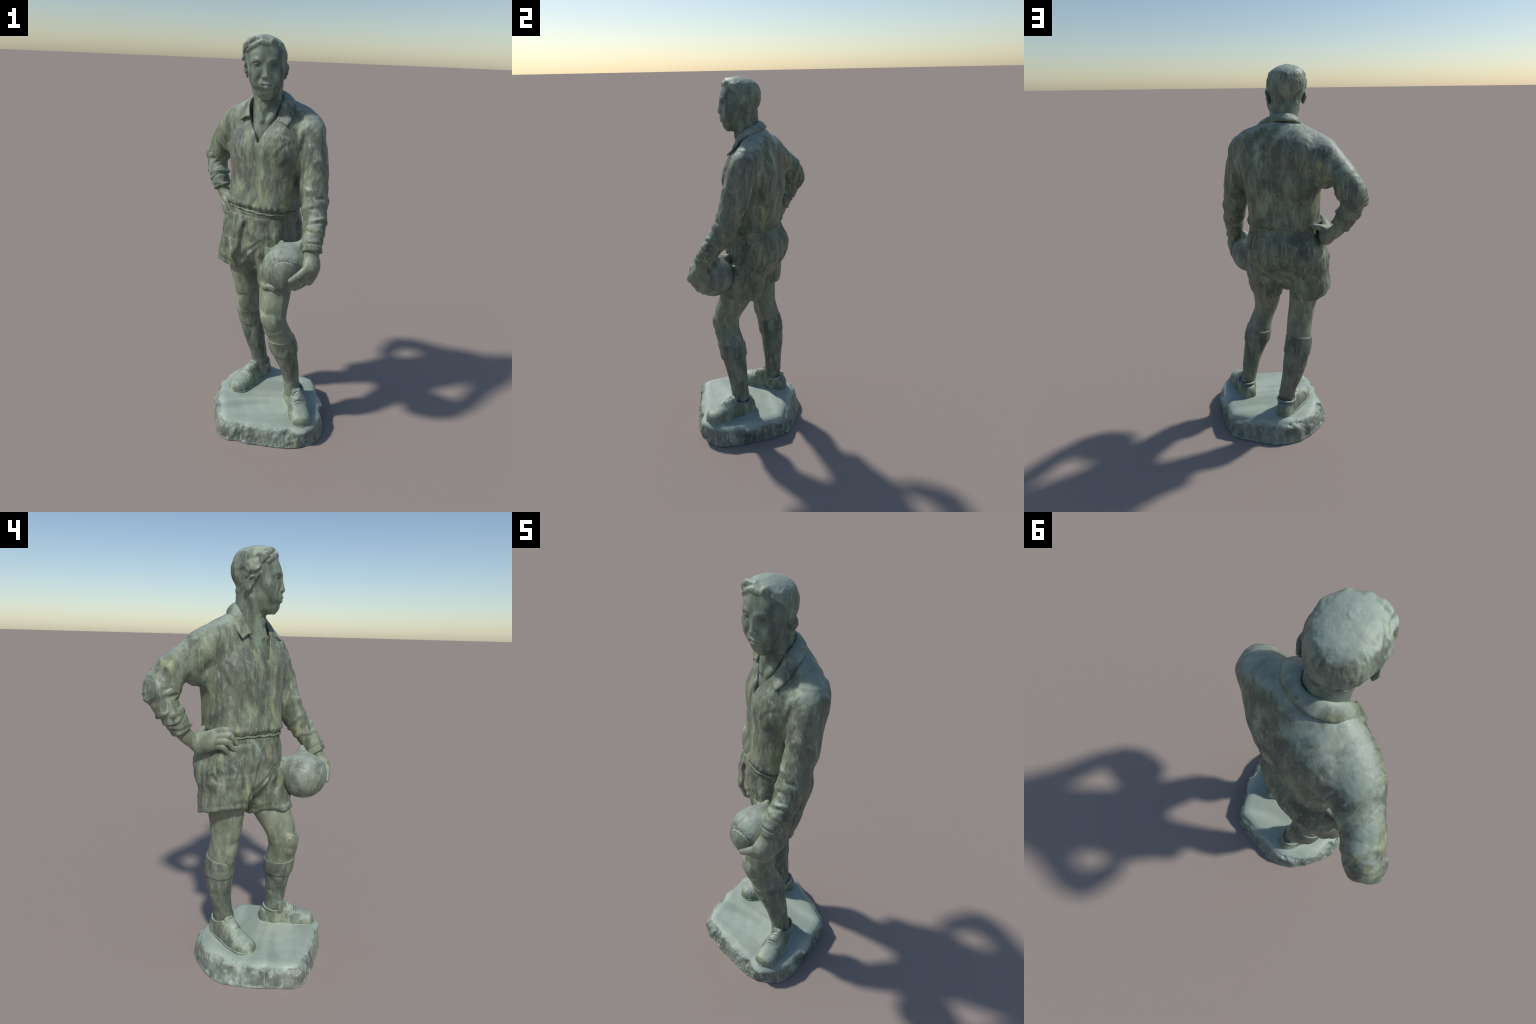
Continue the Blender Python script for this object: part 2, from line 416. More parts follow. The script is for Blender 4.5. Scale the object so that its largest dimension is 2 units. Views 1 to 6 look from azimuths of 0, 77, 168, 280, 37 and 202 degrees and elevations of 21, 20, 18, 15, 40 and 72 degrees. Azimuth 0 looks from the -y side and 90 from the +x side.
# ------------------------------------------------------------------ shirt
def polyline_t(P, pts):
    """nearest place along a run of points: (parameter 0..1, distance)"""
    K = np.array(pts, float)[:, :3]; best = np.full(len(P), 9.); T = np.zeros(len(P)); L = np.linalg.norm(np.diff(K, axis=0), axis=1); s0 = 0
    for i, (a, b) in enumerate(zip(K[:-1], K[1:])):
        d = b - a; t = np.clip((P - a) @ d / (d @ d), 0, 1); e = np.linalg.norm(P - a - t[:, None] * d, axis=1)
        m = e < best; best[m] = e[m]; T[m] = (s0 + t * L[i])[m]; s0 += L[i]
    return T, best

def crease(P, pts, amp, width):
    """a raised fold (or, with negative amp, a crease) along a run of points"""
    T, d = polyline_t(P, catmull(pts, 12))
    return amp * bell(d, 0, width)

def folds(T, P, places, seed, across):
    """ring-like cloth folds at given lengths along a sleeve: (length, height, width)"""
    wob = .022 * noise(P, 11, seed) + .008 * noise(P, 26, seed + 1)
    h = 0
    for i, (c, a, w) in enumerate(places):
        amp = a * np.clip(.75 + 1.3 * noise(P, 15, seed + c * 100), .1, 1.4)
        q = T + wob + (.45, -.35, .2, -.5, .3, -.15, .4)[i % 7] * across          # each fold runs at its own slant
        h = h + amp * bell(q, c, w) - .55 * amp * bell(q, c + 1.5 * w, w * .7)
    return h

LEFT_AXIS = [(r[1], r[2], r[0]) for r in reversed(LEFT_SLEEVE)]
LEFT_CUFF_N = unit((-.05, -.5, -.86)); LEFT_CUFF = np.array((.205, -.308, 1.071))
RIGHT_CUFF_N = unit((.35, -.33, -.87)); RIGHT_CUFF = np.array((-.258, .241, 1.232))

def build_shirt():
    g = Field((-.38, -.40, 1.02), (.31, .42, 1.75), .0033)
    g.add(loft(SHIRT, TURN, 2.7, .01), 0)
    # shoulders and yoke: round ridges from the neck to each shoulder, and the full right shoulder blade
    for ridge in ([(.035, .03, 1.675, .05), (.10, .0, 1.657, .06), (.162, -.03, 1.624, .062), (.188, -.055, 1.585, .062)],
                  [(-.05, .05, 1.672, .05), (-.10, .078, 1.654, .062), (-.155, .118, 1.621, .064), (-.19, .155, 1.588, .068)]):
        g.add(chain(ridge, 9), .04)
    g.add(chain([(-.05, .095, 1.64, .055), (-.09, .125, 1.57, .071), (-.148, .172, 1.54, .071), (-.20, .205, 1.53, .066)]), .04)
    g.add(chain([(-.12, .125, 1.46, .05), (-.19, .195, 1.475, .058)]), .04)
    g.add(ellipsoid((-.082, .135, 1.585), (.08, .075, .09)), .05)
    g.add(chain([(.103, .02, 1.56, .075), (.15, -.02, 1.52, .072)]), .05)
    g.add(chain([(.112, .036, 1.50, .068), (.108, .045, 1.40, .067), (.09, .05, 1.28, .055)]), .04)
    g.add(ellipsoid((-.268, .292, 1.418), (.058, .058, .062)), .03)
    R = chain(RIGHT_SLEEVE, 18)
    left = Field.__new__(Field); left.__dict__.update(g.__dict__); left.F = np.full(g.n, .5, f32)
    left.add(loft(LEFT_SLEEVE, 0, 2.1, .03), 0); left.trim(halfspace(LEFT_CUFF, LEFT_CUFF_N), .006)
    right = Field.__new__(Field); right.__dict__.update(g.__dict__); right.F = np.full(g.n, .5, f32)
    right.add(R, 0)
    hs = halfspace(RIGHT_CUFF, RIGHT_CUFF_N)
    right.trim(lambda x, y, z: np.where(z < 1.33, hs(x, y, z), -1.), .006)
    g.F = smin(smin(g.F, left.F, .028), right.F, .03)
    del left, right
        # V opening
    A = np.array((-.069, -.096, 1.53)); n = unit((-.6, -.8, .25)); w = unit((.8, -.6, 0)); up = np.cross(w, n) * -1
    if up[2] < 0: up = -up
    def vee(x, y, z):
        u = (x - A[0]) * w[0] + (y - A[1]) * w[1]
        h = (x - A[0]) * up[0] + (y - A[1]) * up[1] + (z - A[2]) * up[2]
        d = (x - A[0]) * n[0] + (y - A[1]) * n[1] + (z - A[2]) * n[2]
        s = (np.abs(u + .01 * step(h, .02, .1)) - .62 * h - .001) * .85
        return np.maximum(s, -d - .055)
    g.cut((vee, A - (.1, .1, .01), A + (.12, .1, .16)), .004)
    ca, sa = math.cos(math.radians(TURN)), math.sin(math.radians(TURN))
    Raxis = catmull(np.array(RIGHT_SLEEVE), 30)
    def cloth(P):
        x, y, z = P.T
        u = (x + .01) * ca + (y - .03) * sa; v = -(x + .01) * sa + (y - .03) * ca
        TL, dL = polyline_t(P, LEFT_AXIS); TR, dR = polyline_t(P, Raxis)
        inL = step(dL, .1, .08) * step(x, .13, .17); inR = step(dR, .09, .075) * step(x, -.15, -.19)
        body = (1 - inL) * (1 - inR)
        h = .0016 * fbm(P, (16, 16, 9), 3, 1) + .0009 * noise(P, (60, 60, 40), 2) + .005 * noise(P, (11, 11, 7), 35)
        # left sleeve: long drag folds above, rings towards the cuff
        h += inL * folds(TL, P, [(.30, .004, .02), (.37, .006, .016), (.43, .006, .014), (.475, .006, .012), (.515, .005, .010), (.55, .004, .009)], 5, x - .212)
        h += inL * step(z, 1.28, 1.36) * .0045 * noise(P, (26, 26, 5), 11)
        # right sleeve: elbow and forearm rings
        h += inR * folds(TR, P, [(.27, .005, .02), (.325, .007, .016), (.375, .006, .013), (.415, .006, .011), (.45, .006, .010), (.482, .005, .009), (.51, .004, .008)], 9, .7 * (y - .29) - .7 * (x + .28))
        # cuffs: a turned edge
        dcl = (P - LEFT_CUFF) @ LEFT_CUFF_N; dcr = (P - RIGHT_CUFF) @ RIGHT_CUFF_N
        h += inL * (.003 * bell(dcl, -.004, .007) - .004 * bell(dcl, -.030, .006))
        h += inR * step(z, 1.34, 1.3) * (.003 * bell(dcr, -.004, .007))
        # trunk: vertical drag lines, front placket, blousing above the waist
        front = step(-v, .02, .07); back = step(v, .03, .08)
        h += body * .0045 * noise(P, (24, 24, 5.5), 21) * step(z, 1.62, 1.5)
        h += body * back * .003 * noise(P, (34, 34, 5), 25) * step(z, 1.5, 1.4)
        uw = u + .007 * noise(P, (10, 10, 7), 33)
        h += body * front * (.0022 * bell(uw, -.012, .006) + .0015 * bell(uw, .018, .005)) * step(z, 1.54, 1.51) * step(z, 1.22, 1.26)
        h += body * .006 * noise(P, (20, 20, 14), 31) * bell(z, 1.235, .035)
        h += body * (.004 * bell(z, 1.228, .012) + .003 * np.sin(u * 2 * math.pi / .03 + 3 * noise(P, 12, 36)) * bell(z, 1.215, .016))
        # folds running from the armpits on to the chest
        patchy = .5 + .9 * noise(P, 16, 77)
        for sg, u0, sl, zc in ((1, .165, .55, 1.47), (1, .135, .75, 1.50), (-1, .165, .5, 1.46), (-1, .140, .75, 1.49)):
            q = sg * u - u0 - sl * (z - zc) + .012 * noise(P, 20, 78)
            h += patchy * (.0045 * bell(q, 0, .011) - .0045 * bell(q, .018, .010)) * front * bell(z, zc, .055)
        # drag folds over the front of the left shoulder, creases in the right armpit
        for pts, amp, wd in (([(.131, -.132, 1.60), (.128, -.14, 1.565), (.125, -.142, 1.525)], .007, .014),
                             ([(.178, -.160, 1.525), (.168, -.170, 1.485), (.155, -.174, 1.445)], .007, .014),
                             ([(.205, -.175, 1.46), (.185, -.18, 1.41), (.155, -.165, 1.355)], .006, .014),
                             ([(.150, -.135, 1.57), (.152, -.155, 1.51), (.140, -.158, 1.45)], -.006, .012),
                             ([(-.135, .10, 1.472), (-.155, .137, 1.467), (-.17, .17, 1.45)], -.012, .014),
                             ([(-.15, .112, 1.59), (-.165, .135, 1.53), (-.175, .165, 1.468)], -.007, .016),
                             ([(-.14, .085, 1.56), (-.145, .095, 1.50), (-.13, .09, 1.43)], .006, .016),
                             ([(-.28, .25, 1.475), (-.30, .28, 1.462), (-.315, .33, 1.46)], -.006, .012),
                             ([(-.25, .24, 1.53), (-.285, .262, 1.50), (-.31, .31, 1.49)], .005, .014)):
            h += crease(P, pts, amp, wd)
        return h
    g.relief(cloth, .018)
    V, Q = bake(g, 1)
    C = centre(V, Q)
    TL, dL = polyline_t(C, LEFT_AXIS); TR, dR = polyline_t(C, Raxis)
    lab = np.zeros(len(C), int)
    lab[(C[:, 0] > .135 - .25 * (C[:, 2] - 1.5) * (C[:, 2] > 1.5)) & (dL < .1)] = 1
    lab[(C[:, 0] * .6 - C[:, 1] * .75 < -.2) & (dR < .09) & (C[:, 0] < -.13)] = 2
    put_regions(V, Q, (lab, [("shirt_torso", M["shirt"], None), ("sleeve", M["shirt"], None), ("sleeve", M["shirt"], None)]))

# ------------------------------------------------------------------ collar
def build_collar():
    # inner edge (at the neck) and outer edge (lying on the shoulders), from the figure's left tip round the nape to the right tip
    inner = [(.012, -.088, 1.628), (.03, -.066, 1.68), (.042, -.035, 1.728), (.033, .024, 1.757), (.0, .055, 1.770), (-.055, .052, 1.764), (-.091, .028, 1.737), (-.112, .0, 1.69), (-.108, -.03, 1.638)]
    outer = [(.066, -.132, 1.612), (.088, -.10, 1.645), (.104, -.04, 1.705), (.082, .04, 1.728), (.0, .096, 1.737), (-.07, .092, 1.727), (-.116, .062, 1.70), (-.148, .035, 1.66), (-.154, .002, 1.618)]
    n, m = 90, 14
    I, O = catmull(inner, n), catmull(outer, n)
    rows = []
    for j in range(m):
        t = j / (m - 1)
        P = I + (O - I) * t
        P[:, 2] += .008 * math.sin(math.pi * t)
        rows.append(P)
    top = np.stack(rows, 1)                                    # n x m x 3
    d1 = np.gradient(top, axis=0); d2 = np.gradient(top, axis=1)
    N = np.cross(d1, d2); N /= np.linalg.norm(N, axis=2, keepdims=True)
    if N[n // 2, m // 2, 1] < 0: N = -N
    edge = 1 - .55 * (np.abs(np.linspace(-1, 1, m)) ** 6)[None, :, None]
    wob = .0018 * fbm(top.reshape(-1, 3), 30, 2, 4).reshape(n, m, 1)
    th = .0055
    A = top + N * (th * edge + wob); B = top - N * th * edge
    V = np.concatenate([A.reshape(-1, 3), B.reshape(-1, 3)])
    k = n * m; F = []
    q = lambda i, j: i * m + j
    for i in range(n - 1):
        for j in range(m - 1):
            F.append((q(i, j), q(i, j + 1), q(i + 1, j + 1), q(i + 1, j))); F.append((k + q(i, j), k + q(i + 1, j), k + q(i + 1, j + 1), k + q(i, j + 1)))
        for j in (0, m - 1):
            a = (q(i, j), q(i + 1, j), k + q(i + 1, j), k + q(i, j)); F.append(a if j == 0 else a[::-1])
    for j in range(m - 1):
        for i in (0, n - 1):
            a = (q(i, j), k + q(i, j), k + q(i, j + 1), q(i, j + 1)); F.append(a if i == 0 else a[::-1])
    Q = np.array(F)
    if ((np.cross(V[Q[0, 2]] - V[Q[0, 0]], V[Q[0, 3]] - V[Q[0, 1]])) @ N[0, 0]) < 0: Q = Q[:, ::-1]
    put("collar", V, Q, M["shirt"])

# ------------------------------------------------------------------ shorts
def build_shorts():
    g = Field((-.29, -.25, .74), (.23, .25, 1.24), .0031)
    g.add(loft(PELVIS, TURN, 2.5, .012), 0)
    rl = [(.80, -.15, .088, .098, .105, .105), (.85, -.152, .083, .103, .11, .12), (.90, -.148, .079, .106, .116, .122), (.96, -.13, .07, .11, .12, .12), (1.02, -.11, .06, .11, .12, .12)]
    ll = [(.74, .052, -.135, .087, .1, .1), (.80, .055, -.112, .0915, .107, .140), (.85, .060, -.092, .098, .114, .138), (.90, .067, -.077, .104, .122, .130), (.96, .066, -.06, .108, .122, .125), (1.02, .06, -.045, .11, .12, .12)]
    g.add(loft(rl, -30, 2.3, .004), .02); g.add(loft(ll, -10, 2.2, .004), .02)
    hemR = halfspace((-.16, .09, .848), (-.30, -.18, -1))
    hemL = lambda x, y, z: (.835 - .55 * (np.sqrt((y + .10) ** 2 + .03 ** 2) + y + .10) * .5 + .25 * (np.sqrt((y + .03) ** 2 + .02 ** 2) + y + .03) * .5) - z + 0 * x
    mid = lambda x, y, z: (x + .028) * .77 + (-(y + 0)) * .64
    def hems(x, y, z):
        s = mid(x, y, z)
        t = step(s, -.02, .02)
        return hemR(x, y, z) * (1 - t) + hemL(x, y, z) * t
    g.trim(hems, .004)
    ca, sa = math.cos(math.radians(TURN)), math.sin(math.radians(TURN))
    def cloth(P):
        x, y, z = P.T
        u = (x + .02) * ca + (y - .035) * sa; v = -(x + .02) * sa + (y - .035) * ca
        front = step(-v, 0, .06); back = step(v, .0, .06)
        h = .0055 * fbm(P, (17, 17, 12), 3, 2) * step(z, 1.18, 1.12)
        h += .004 * noise(P, (12, 12, 8), 4) * step(z, 1.18, 1.1)
        # gathers under the waistband at the back, fanning out
        fan = u / (1 + 1.2 * (1.19 - z))
        h += back * .0052 * np.sin(fan * 2 * math.pi / .0185 + 1.8 * noise(P, 16, 6)) * step(z, 1.20, 1.165) * step(z, 1.02, 1.10) * (.6 + .8 * noise(P, 11, 66))
        h += front * .006 * noise(P, (22, 22, 9), 7) * step(z, 1.18, 1.15)
        h += .008 * noise(P, (24, 24, 16), 9) * (1 - back) * step(z, 1.15, 1.1)
        h += .006 * (.5 - np.abs(noise(P, (15, 15, 10), 10))) * (1 - back) * step(z, 1.14, 1.08)
        # fly and crotch folds
        h += front * -.007 * bell(u + .03 + .25 * (1.0 - z), 0, .010) * step(z, 1.17, 1.12) * step(z, .88, .93)
        h += front * .007 * bell(u + .055 + .3 * (1.0 - z), 0, .016) * step(z, 1.16, 1.12) * step(z, .86, .95)
        for a0, z0, s, amp in ((.02, .96, 1.1, .008), (-.07, .95, -1.3, .007), (.05, 1.03, .8, .005), (-.11, 1.03, -.9, .006), (-.13, .93, -.5, .006)):
            h += front * amp * bell(z - z0 - s * (u - a0), 0, .014) * bell(u, a0, .06)
        h += back * -.014 * bell(u, .0, .014) * step(z, 1.08, .96)
        h += front * -.010 * bell(u + .05, .0, .014) * step(z, .95, .90)
        # big pulls across the front: from the crotch to the hips and round the right leg
        for pts, amp, wd in (([(-.075, -.06, .97), (-.035, -.10, 1.01), (.02, -.125, 1.04)], .010, .016), ([(-.075, -.055, .945), (-.02, -.10, .965), (.04, -.14, .98)], -.008, .014),
                             ([(-.11, -.035, 1.10), (-.105, -.045, 1.02), (-.08, -.045, .94)], .011, .018), ([(-.15, .0, 1.09), (-.135, -.02, 1.01), (-.10, -.02, .92)], -.009, .015),
                             ([(-.22, .06, 1.05), (-.215, .03, .98), (-.17, .0, .91)], .008, .016), ([(-.23, .12, .99), (-.225, .07, .93), (-.19, .03, .88)], .008, .016),
                             ([(-.235, .11, 1.03), (-.225, .06, .965), (-.18, .015, .90)], -.007, .013), ([(.0, -.15, .93), (.06, -.19, .90), (.10, -.20, .90)], .007, .014)):
            h += crease(P, pts, amp, wd)
        # waistband groove and hem edge
        h += -.003 * bell(z, 1.172, .006) + .0015 * np.sin(u * 2 * math.pi / .016 + 2 * noise(P, 15, 67)) * step(z, 1.165, 1.18)
        s = (x + .028) * .77 - y * .64
        hd = np.where(s < 0, hemR(x, y, z), hemL(x, y, z))
        h += .0025 * bell(hd, -.006, .006) - .0012 * bell(hd, -.022, .004)
        return h
    g.relief(cloth, .018)
    V, Q = bake(g, 1)
    C = centre(V, Q)
    lab = (C[:, 2] > 1.172).astype(int)
    put_regions(V, Q, (lab, [("shorts", M["shorts"], None), ("waistband", M["shorts"], None)]))
    # drawstring: a twisted cord round the waist
    a = np.linspace(0, 2 * math.pi, 240, endpoint=False)
    ring = []
    for t in a:
        c, s = math.cos(t), math.sin(t); n = 2.5
        r = 1 / ((abs(c) / .187) ** n + (abs(s) / (.157 if s < 0 else .118)) ** n) ** (1 / n)
        u, v = r * c, r * s
        ring.append((-.012 + u * ca - v * sa, .032 + u * sa + v * ca, 1.200 + .004 * math.sin(3 * t + 1) + .002 * math.sin(17 * t) - .004 * (s < 0) * abs(s)))
    ring = np.array(ring)
    ring = np.roll(ring, -119, 0)[:122]                        # it shows across the front only
    tube("drawstring", ring, .0042, M["shorts"], twist=36)

def tube(name, P, r, mat, closed=False, twist=0, parent=None, sides=10):
    n = len(P); V = []; F = []
    T = (np.roll(P, -1, 0) - np.roll(P, 1, 0)) if closed else np.gradient(P, axis=0)
    for i in range(n):
        t = unit(T[i]); b = unit(np.cross(t, (.13, .21, .97) if abs(t[2]) < .9 else (1, 0, 0))); c = np.cross(t, b)
        rr = r if np.isscalar(r) else r[i]
        for j in range(sides):
            a = 2 * math.pi * j / sides
            k = 1 + (.28 * math.cos(2 * a + 2 * math.pi * twist * i / n) if twist else 0)
            V.append(P[i] + rr * k * (math.cos(a) * b + math.sin(a) * c))
    for i in range(n if closed else n - 1):
        for j in range(sides):
            F.append((i * sides + j, i * sides + (j + 1) % sides, (i + 1) % n * sides + (j + 1) % sides, (i + 1) % n * sides + j))
    V = np.array(V); Q = np.array(F)
    return put(name, V, Q, mat, parent)

# ------------------------------------------------------------------ legs and socks
def build_legs():
    for rows, knee, top, low, tilt in ((LEFT_LEG, (.035, -.248, .655), .535, .45, (.05, .0)), (RIGHT_LEG, (-.105, .022, .635), .585, .487, (0., .02))):
        R = np.array(rows); lo = R[:, 1:3].min(0) - .13; hi = R[:, 1:3].max(0) + .13
        at = lambda z: np.array([np.interp(z, R[:, 0], R[:, 1]), np.interp(z, R[:, 0], R[:, 2])])
        ct = at(top); cl = at(low)
        # bare thigh and knee
        g = Field((lo[0], lo[1], top - .05), (hi[0], hi[1], .90), .003)
        g.add(loft(rows, 0, 2.15, .004, -.002), 0)
        k = np.array(knee)
        g.add(ellipsoid(k + (0, .026, .0), (.036, .022, .038)), .035)
        g.add(ellipsoid(k + (0, .034, -.055), (.024, .016, .022)), .03)
        def muscle(P):
            d = P - k
            h = .0018 * fbm(P, (15, 15, 8), 2, 3)
            h += -.004 * bell(np.linalg.norm(d * (1, .5, 1), axis=1), .05, .012) * step(-d[:, 1], -.05, 0)
            h += .003 * noise(P, (12, 12, 5), 8) * step(P[:, 2], .68, .74)
            return h
        g.relief(muscle)
        V, Q = bake(g); put("leg", V, Q, M["skin"])
        # sock
        g = Field((lo[0], lo[1], .15), (hi[0], hi[1], top + .01), .003)
        g.add(loft(rows, 0, 2.15, .004, -.003), 0)
        g.trim(halfspace((ct[0], ct[1], top - .02), (0, 0, 1)), .002)
        def knit(P):
            return .002 * fbm(P, (20, 20, 9), 3, 12) + .0045 * noise(P, (9, 9, 30), 14) * bell(P[:, 2], .23, .035)
        g.relief(knit)
        V, Q = bake(g); sock = put("sock", V, Q, M["sock"])
        # turned-down top of the sock
        g = Field((lo[0], lo[1], low - .03), (hi[0], hi[1], top + .04), .0028)
        g.add(loft(rows, 0, 2.15, .003, .0025), 0)
        tn = (tilt[0], tilt[1], 1)
        g.trim(halfspace((ct[0], ct[1], top), (-.12, -.25 if rows is RIGHT_LEG else .05, 1)), .005)
        g.trim(halfspace((cl[0], cl[1], low), (.08, .12, -1)), .004)
        def turn(P):
            dz = P[:, 2] - top; dl = P[:, 2] - low
            return .0016 * fbm(P, (16, 16, 10), 3, 15) + .003 * noise(P, (14, 14, 22), 16)
        g.relief(turn)
        V, Q = bake(g); put("sock_cuff", V, Q, M["sock"], sock)

# ------------------------------------------------------------------ shoes
def build_shoes():
    for heel, d, L, z0, ank in (((.178, -.05), (.15, -.989), .30, .104, LEFT_LEG), ((.046, .178), (-.62, -.785), .318, .112, RIGHT_LEG)):
        d = unit(d); s = np.array((-d[1], d[0])); h0 = np.array(heel)
        P3 = lambda f, sd, z: np.array((h0[0] + d[0] * f + s[0] * sd, h0[1] + d[1] * f + s[1] * sd, z0 + z))
        ts = [0, .03, .08, .14, .2, .25, .28, .30]
        wid = [.031, .044, .048, .052, .060, .058, .049, .024]
        hei = [.070, .095, .104, .104, .078, .062, .052, .032]
        sc = L / .30
        ends = np.array([P3(-.02, -.08, 0), P3(-.02, .08, 0), P3(L + .02, -.08, 0), P3(L + .02, .08, 0)])
        lo = np.append(ends[:, :2].min(0), z0 - .03); hi = np.append(ends[:, :2].max(0), z0 + .15)
        g = Field(lo, hi, .0026)
        x, y, z = g.ax[0][:, None, None], g.ax[1][None, :, None], g.ax[2][None, None, :]
        f = ((x - h0[0]) * d[0] + (y - h0[1]) * d[1]); sd = (x - h0[0]) * s[0] + (y - h0[1]) * s[1]; zz = z - z0
        fc = np.clip(f, 0, L)
        W = pchip(fc.ravel(), np.array(ts) * sc, wid).reshape(f.shape); H = pchip(fc.ravel(), np.array(ts) * sc, hei).reshape(f.shape)
        bend = sd - .008 * np.sin(math.pi * fc / L) * (1 if d[0] > 0 else -1)
        q = np.sqrt(bend ** 2 + np.maximum(zz, 0) ** 2) + 1e-5
        rho = ((np.abs(bend) / W) ** 2.4 + (np.maximum(zz, 0) / H) ** 2.4) ** (1 / 2.4)
        body = q - q / np.maximum(rho, 1e-3); body = np.where(rho < 1e-2, -.02, body)
        over = np.maximum(-f, f - L)
        body = smax(body, over, .02)
        g.F = smax(body, -zz - .02 + 0 * body, .0).astype(f32)
        A = np.array(ank)
        za = z0 + .09
        ac = np.array([np.interp(za, A[:, 0], A[:, 1]), np.interp(za, A[:, 0], A[:, 2])])
        g.add(chain([(ac[0], ac[1], z0 + .04, .047), (*P3(.078, 0, 0)[:2], z0 + .075, .050)]), .02)
        rimn = unit((-d[0] * .12, -d[1] * .12, 1.))
        rim = halfspace(P3(.09, 0, .088), rimn)
        fr = lambda x, y, z: np.where((x - h0[0]) * d[0] + (y - h0[1]) * d[1] < .14 * sc, rim(x, y, z), -1.)
        g.trim(fr, .006)
        g.add(chain([(*P3(.125 * sc, -.012, .110), .014), (*P3(.125 * sc, .012, .110), .014), (*P3(.17 * sc, 0, .084), .02)]), .02)   # tongue
        def leather(P):
            ff = (P[:, 0] - h0[0]) * d[0] + (P[:, 1] - h0[1]) * d[1]; ss = (P[:, 0] - h0[0]) * s[0] + (P[:, 1] - h0[1]) * s[1]; z = P[:, 2] - z0
            h = .0016 * fbm(P, 22, 3, 17)
            h += -.0025 * bell(ff - .25 * np.abs(ss), .12 * sc, .004) * step(z, .09, .07)            # quarter seam
            h += .002 * np.sin(ff * 2 * math.pi / .013 + 2 * noise(P, 20, 3)) * bell(ff, .205 * sc, .02) * step(z, .03, .06)   # creases behind the toe cap
            h += -.002 * bell(z, .012, .003)
            return h
        g.relief(leather, .01)
        V, Q = bake(g); shoe = put("shoe", V, Q, M["shoe"])
        # rolled rim round the ankle
        a = np.linspace(.35, 2 * math.pi - .35, 60)
        R = np.array([np.append(P3(.078 + .056 * math.cos(t), .049 * math.sin(t), 0)[:2], 0) for t in a])
        for i, t in enumerate(a):
            R[i, 2] = z0 + .088 + .010 * abs(math.sin(t / 2)) ** 3 - .008 * math.sin(t) ** 2 + (.012 if math.cos(t) > 0 else 0) * math.cos(t)
        tube("shoe_rim", R, .0065, M["shoe"], parent=shoe)
        # sole
        n = 60; out = []
        fs = np.concatenate([np.linspace(0, L, n), np.linspace(L, 0, n)])
        for i, ff in enumerate(fs):
            ff = L * .5 - (L * .5 + .003) * math.cos(math.pi * (i if i < n else 2 * n - 1 - i) / (n - 1))
            w = float(pchip(np.clip(ff, 0, L), np.array(ts) * sc, np.array(wid) + .0035)) * (math.sqrt(max(0, 1 - ((ff - L * .5) / (L * .5 + .003)) ** 12)))
            b = .008 * math.sin(math.pi * np.clip(ff, 0, L) / L) * (1 if d[0] > 0 else -1)
            out.append(P3(ff, b + (w if i < n else -w), 0)[:2])
        out = np.array(out); c = out.mean(0)
        prof = [(-.008, 0.0), (.0, .0), (.006, .002), (.011, .0), (.013, -.006)]
        V = []; 
        for dz, gr in prof:
            dirs = (out - c) / np.linalg.norm(out - c, axis=1, keepdims=True)
            V += [np.array((*p, z0 + dz)) for p in out + dirs * gr]
        m = 2 * n; F = []
        for r in range(len(prof) - 1):
            for i in range(m): F.append((r * m + i, (r + 1) * m + i, (r + 1) * m + (i + 1) % m, r * m + (i + 1) % m))
        V.append(np.array((*c, z0 + .013)))
        for i in range(m): F.append(((len(prof) - 1) * m + i, len(V) - 1, len(V) - 1, (len(prof) - 1) * m + (i + 1) % m))
        tri = [f for f in F if len(set(f)) == 4]
        put("shoe_sole", np.array(V[:-1]), np.array(tri), M["shoe"], shoe)
        # laces across the tongue
        for j in range(4):
            ff = (.128 + .017 * j) * sc; zt = [.120, .112, .102, .092][j]
            pts = catmull([P3(ff + .006, -.026, zt - .017), P3(ff, -.012, zt + .002), P3(ff - .002, 0, zt + .006), P3(ff, .012, zt + .002), P3(ff + .006, .026, zt - .017)], 16)
            tube("shoelace", pts, .0035, M["shoe"], parent=shoe, sides=8)

# ------------------------------------------------------------------ head, hair, ears, neck
SKULL = [(1.726, .0, -.085, .028, .026, .03), (1.742, 0, -.068, .045, .050, .045), (1.76, 0, -.06, .056, .070, .055), (1.79, 0, -.055, .070, .084, .07),
         (1.82, 0, -.05, .077, .089, .085), (1.85, 0, -.042, .085, .099, .106), (1.88, 0, -.036, .0935, .108, .113), (1.91, 0, -.034, .095, .105, .112),
         (1.945, 0, -.032, .0905, .094, .1), (1.965, 0, -.033, .082, .087, .09), (1.983, 0, -.036, .062, .072, .07), (1.993, 0, -.04, .04, .05, .045), (1.999, 0, -.042, .018, .025, .02)]

def hair_mask(P):
    lx = np.abs(P[:, 0] - head_x(P[:, 2])); y, z = P[:, 1], P[:, 2]
    line = pchip(np.clip(y, -.14, .1), [-.14, -.118, -.10, -.075, -.055, -.047, -.03, -.015, .0, .03, .1], [1.957, 1.952, 1.945, 1.925, 1.885, 1.865, 1.862, 1.86, 1.83, 1.812, 1.81])
    line = line + .012 * bell(lx, .045, .02) * step(-y, .08, .11)
    return step(z - line, -.004, .004)

